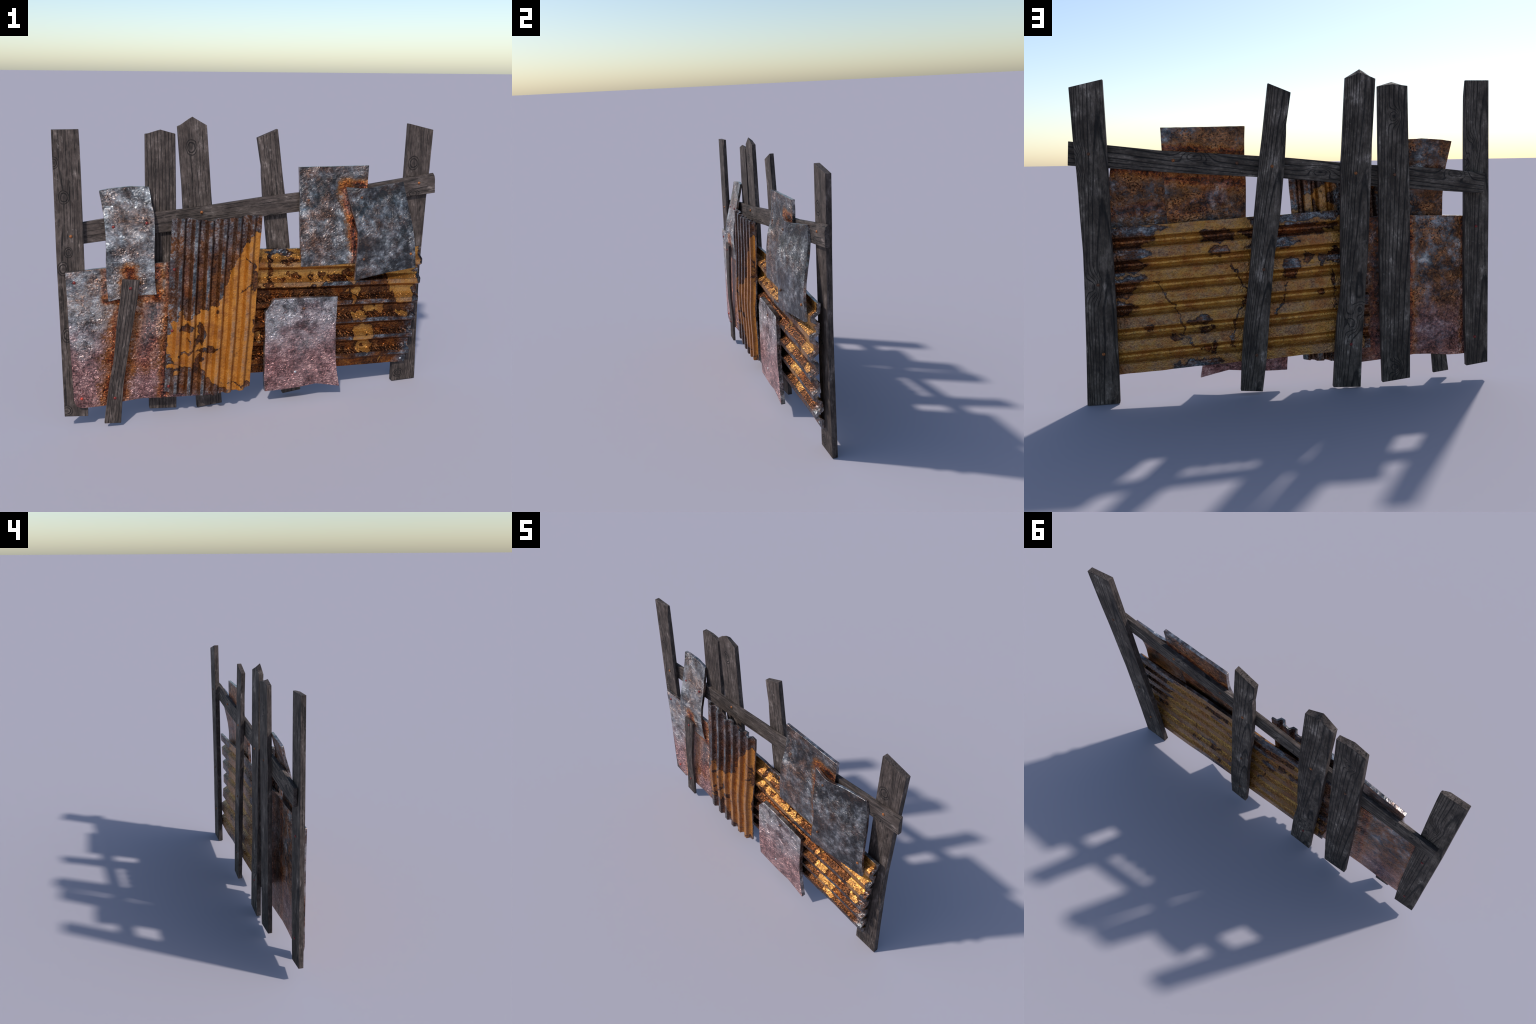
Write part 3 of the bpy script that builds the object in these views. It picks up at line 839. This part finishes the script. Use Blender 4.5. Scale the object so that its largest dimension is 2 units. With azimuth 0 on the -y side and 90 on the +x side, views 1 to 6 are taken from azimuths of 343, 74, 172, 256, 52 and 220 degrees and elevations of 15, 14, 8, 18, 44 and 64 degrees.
matH = corr_mat('ribbed_lying_front', 23.0, 'z', PH, 0.0, (0.60, 0.82), (0.82, 1.0), h_paint_front, (0.46, 0.215, 0.042),
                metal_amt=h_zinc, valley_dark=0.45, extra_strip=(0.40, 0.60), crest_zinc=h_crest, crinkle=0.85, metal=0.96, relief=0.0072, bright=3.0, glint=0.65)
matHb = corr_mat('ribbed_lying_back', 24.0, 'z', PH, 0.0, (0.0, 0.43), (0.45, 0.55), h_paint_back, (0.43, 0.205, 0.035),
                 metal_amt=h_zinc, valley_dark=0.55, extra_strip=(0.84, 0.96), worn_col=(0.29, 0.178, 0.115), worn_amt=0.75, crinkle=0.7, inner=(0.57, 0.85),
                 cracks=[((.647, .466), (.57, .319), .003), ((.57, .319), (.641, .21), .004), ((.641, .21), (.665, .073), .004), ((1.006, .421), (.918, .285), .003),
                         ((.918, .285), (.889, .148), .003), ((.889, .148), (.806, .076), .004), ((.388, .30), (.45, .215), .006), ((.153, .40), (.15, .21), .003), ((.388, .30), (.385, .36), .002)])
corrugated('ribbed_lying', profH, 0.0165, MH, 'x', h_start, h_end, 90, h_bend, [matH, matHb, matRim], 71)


# ------------------------------------------------------------------- bolts
def bolt_mesh():
    """domed head with a thin skirt, facing -y"""
    prof = [(0.0076, 0.0015), (0.0076, -0.0008), (0.0066, -0.0028), (0.0046, -0.0046), (0.0022, -0.0056)]
    n = 10
    v, f = [], []
    for r, y in prof:
        for k in range(n):
            a = 2 * math.pi * k / n
            v.append((r * math.cos(a), y, r * math.sin(a)))
    v.append((0, -0.0060, 0))
    for j in range(len(prof) - 1):
        for k in range(n):
            a, b = j * n + k, j * n + (k + 1) % n
            f.append((a, b, b + n, a + n))
    t = (len(prof) - 1) * n
    for k in range(n):
        f.append((t + k, t + (k + 1) % n, len(v) - 1))
    f.append(tuple(range(n - 1, -1, -1)))
    me = bpy.data.meshes.new('bolt')
    me.from_pydata(v, [], f)
    me.polygons.foreach_set('use_smooth', [True] * len(f))
    me.update()
    me.set_sharp_from_angle(angle=math.radians(50))
    return me


BOLT = {}
for kind, (c, d, ro, me_) in {
    'red': ((0.30, 0.022, 0.016), (0.06, 0.010, 0.008), 0.4, 0.2),
    'bright': ((0.62, 0.05, 0.025), (0.35, 0.03, 0.015), 0.45, 0.1),
    'orange': ((0.50, 0.17, 0.045), (0.13, 0.04, 0.012), 0.45, 0.35),
    'brown': ((0.20, 0.08, 0.035), (0.06, 0.025, 0.015), 0.5, 0.35),
    'zinc': ((0.62, 0.64, 0.66), (0.30, 0.30, 0.31), 0.35, 0.5)}.items():
    m = bolt_mesh(); m.materials.append(bolt_mat('bolt_' + kind, c, d, ro, me_)); BOLT[kind] = m


def bolt(part, kind, x, y, z, back=False):
    ob = bpy.data.objects.new('bolt', BOLT[kind])
    bpy.context.scene.collection.objects.link(ob)
    p = PARTS[part]
    ob.parent = p
    ob.matrix_parent_inverse = PARTS[part].matrix_basis.inverted()
    ob.matrix_basis = Matrix.Translation((x, y, z)) @ Matrix.Rotation(math.pi if back else 0.0, 4, 'Z') @ Matrix.Rotation(rng.uniform(0, 6.28), 4, 'Y')


for a in [('post1', 'orange', -0.914, -0.007, 0.984), ('sheet_upper_left', 'red', -0.720, -0.009, 1.017), ('sheet_upper_left', 'red', -0.565, -0.020, 1.029),
          ('rail', 'orange', -0.291, 0.0195, 1.059), ('ribbed_upright', 'red', -0.443, -0.040, 0.797), ('sheet_upper_right', 'brown', 0.260, -0.002, 1.096),
          ('rail', 'orange', 0.898, 0.0165, 1.156), ('sheet_right', 'brown', 0.540, -0.035, 1.102), ('sheet_right', 'brown', 0.553, -0.068, 0.781),
          ('sheet_right', 'orange', 0.838, -0.053, 0.786), ('ribbed_lying', 'brown', 0.115, -0.008, 0.826), ('sheet_left', 'red', -0.914, -0.028, 0.766),
          ('plank', 'red', -0.659, -0.064, 0.728), ('ribbed_upright', 'red', -0.463, -0.051, 0.487), ('ribbed_upright', 'red', -0.488, -0.043, 0.186),
          ('sheet_left', 'bright', -0.914, -0.027, 0.171), ('plank', 'red', -0.756, -0.046, 0.161), ('sheet_low', 'brown', 0.231, -0.052, 0.535),
          ('sheet_low', 'zinc', 0.190, -0.053, 0.182), ('ribbed_lying', 'zinc', 0.857, 0.017, 0.149)]:
    bolt(*a)
for a in [('post5', 'brown', 0.904, 0.0668, 1.148), ('rail', 'orange', 0.538, 0.040, 1.114), ('rail', 'brown', 0.250, 0.040, 1.098), ('post4', 'orange', 0.092, 0.0685, 1.080),
          ('post3', 'orange', -0.302, 0.0652, 1.041), ('post2', 'brown', -0.491, 0.0635, 1.031), ('post1', 'red', -0.921, 0.0195, 0.770), ('post5', 'brown', 0.894, 0.0668, 0.563),
          ('post5', 'orange', 0.886, 0.0668, 0.240), ('post4', 'brown', 0.140, 0.0685, 0.604), ('post4', 'brown', 0.182, 0.0685, 0.194), ('post3', 'red', -0.278, 0.0652, 0.220),
          ('post1', 'red', -0.928, 0.0195, 0.211)]:
    bolt(*a, back=True)
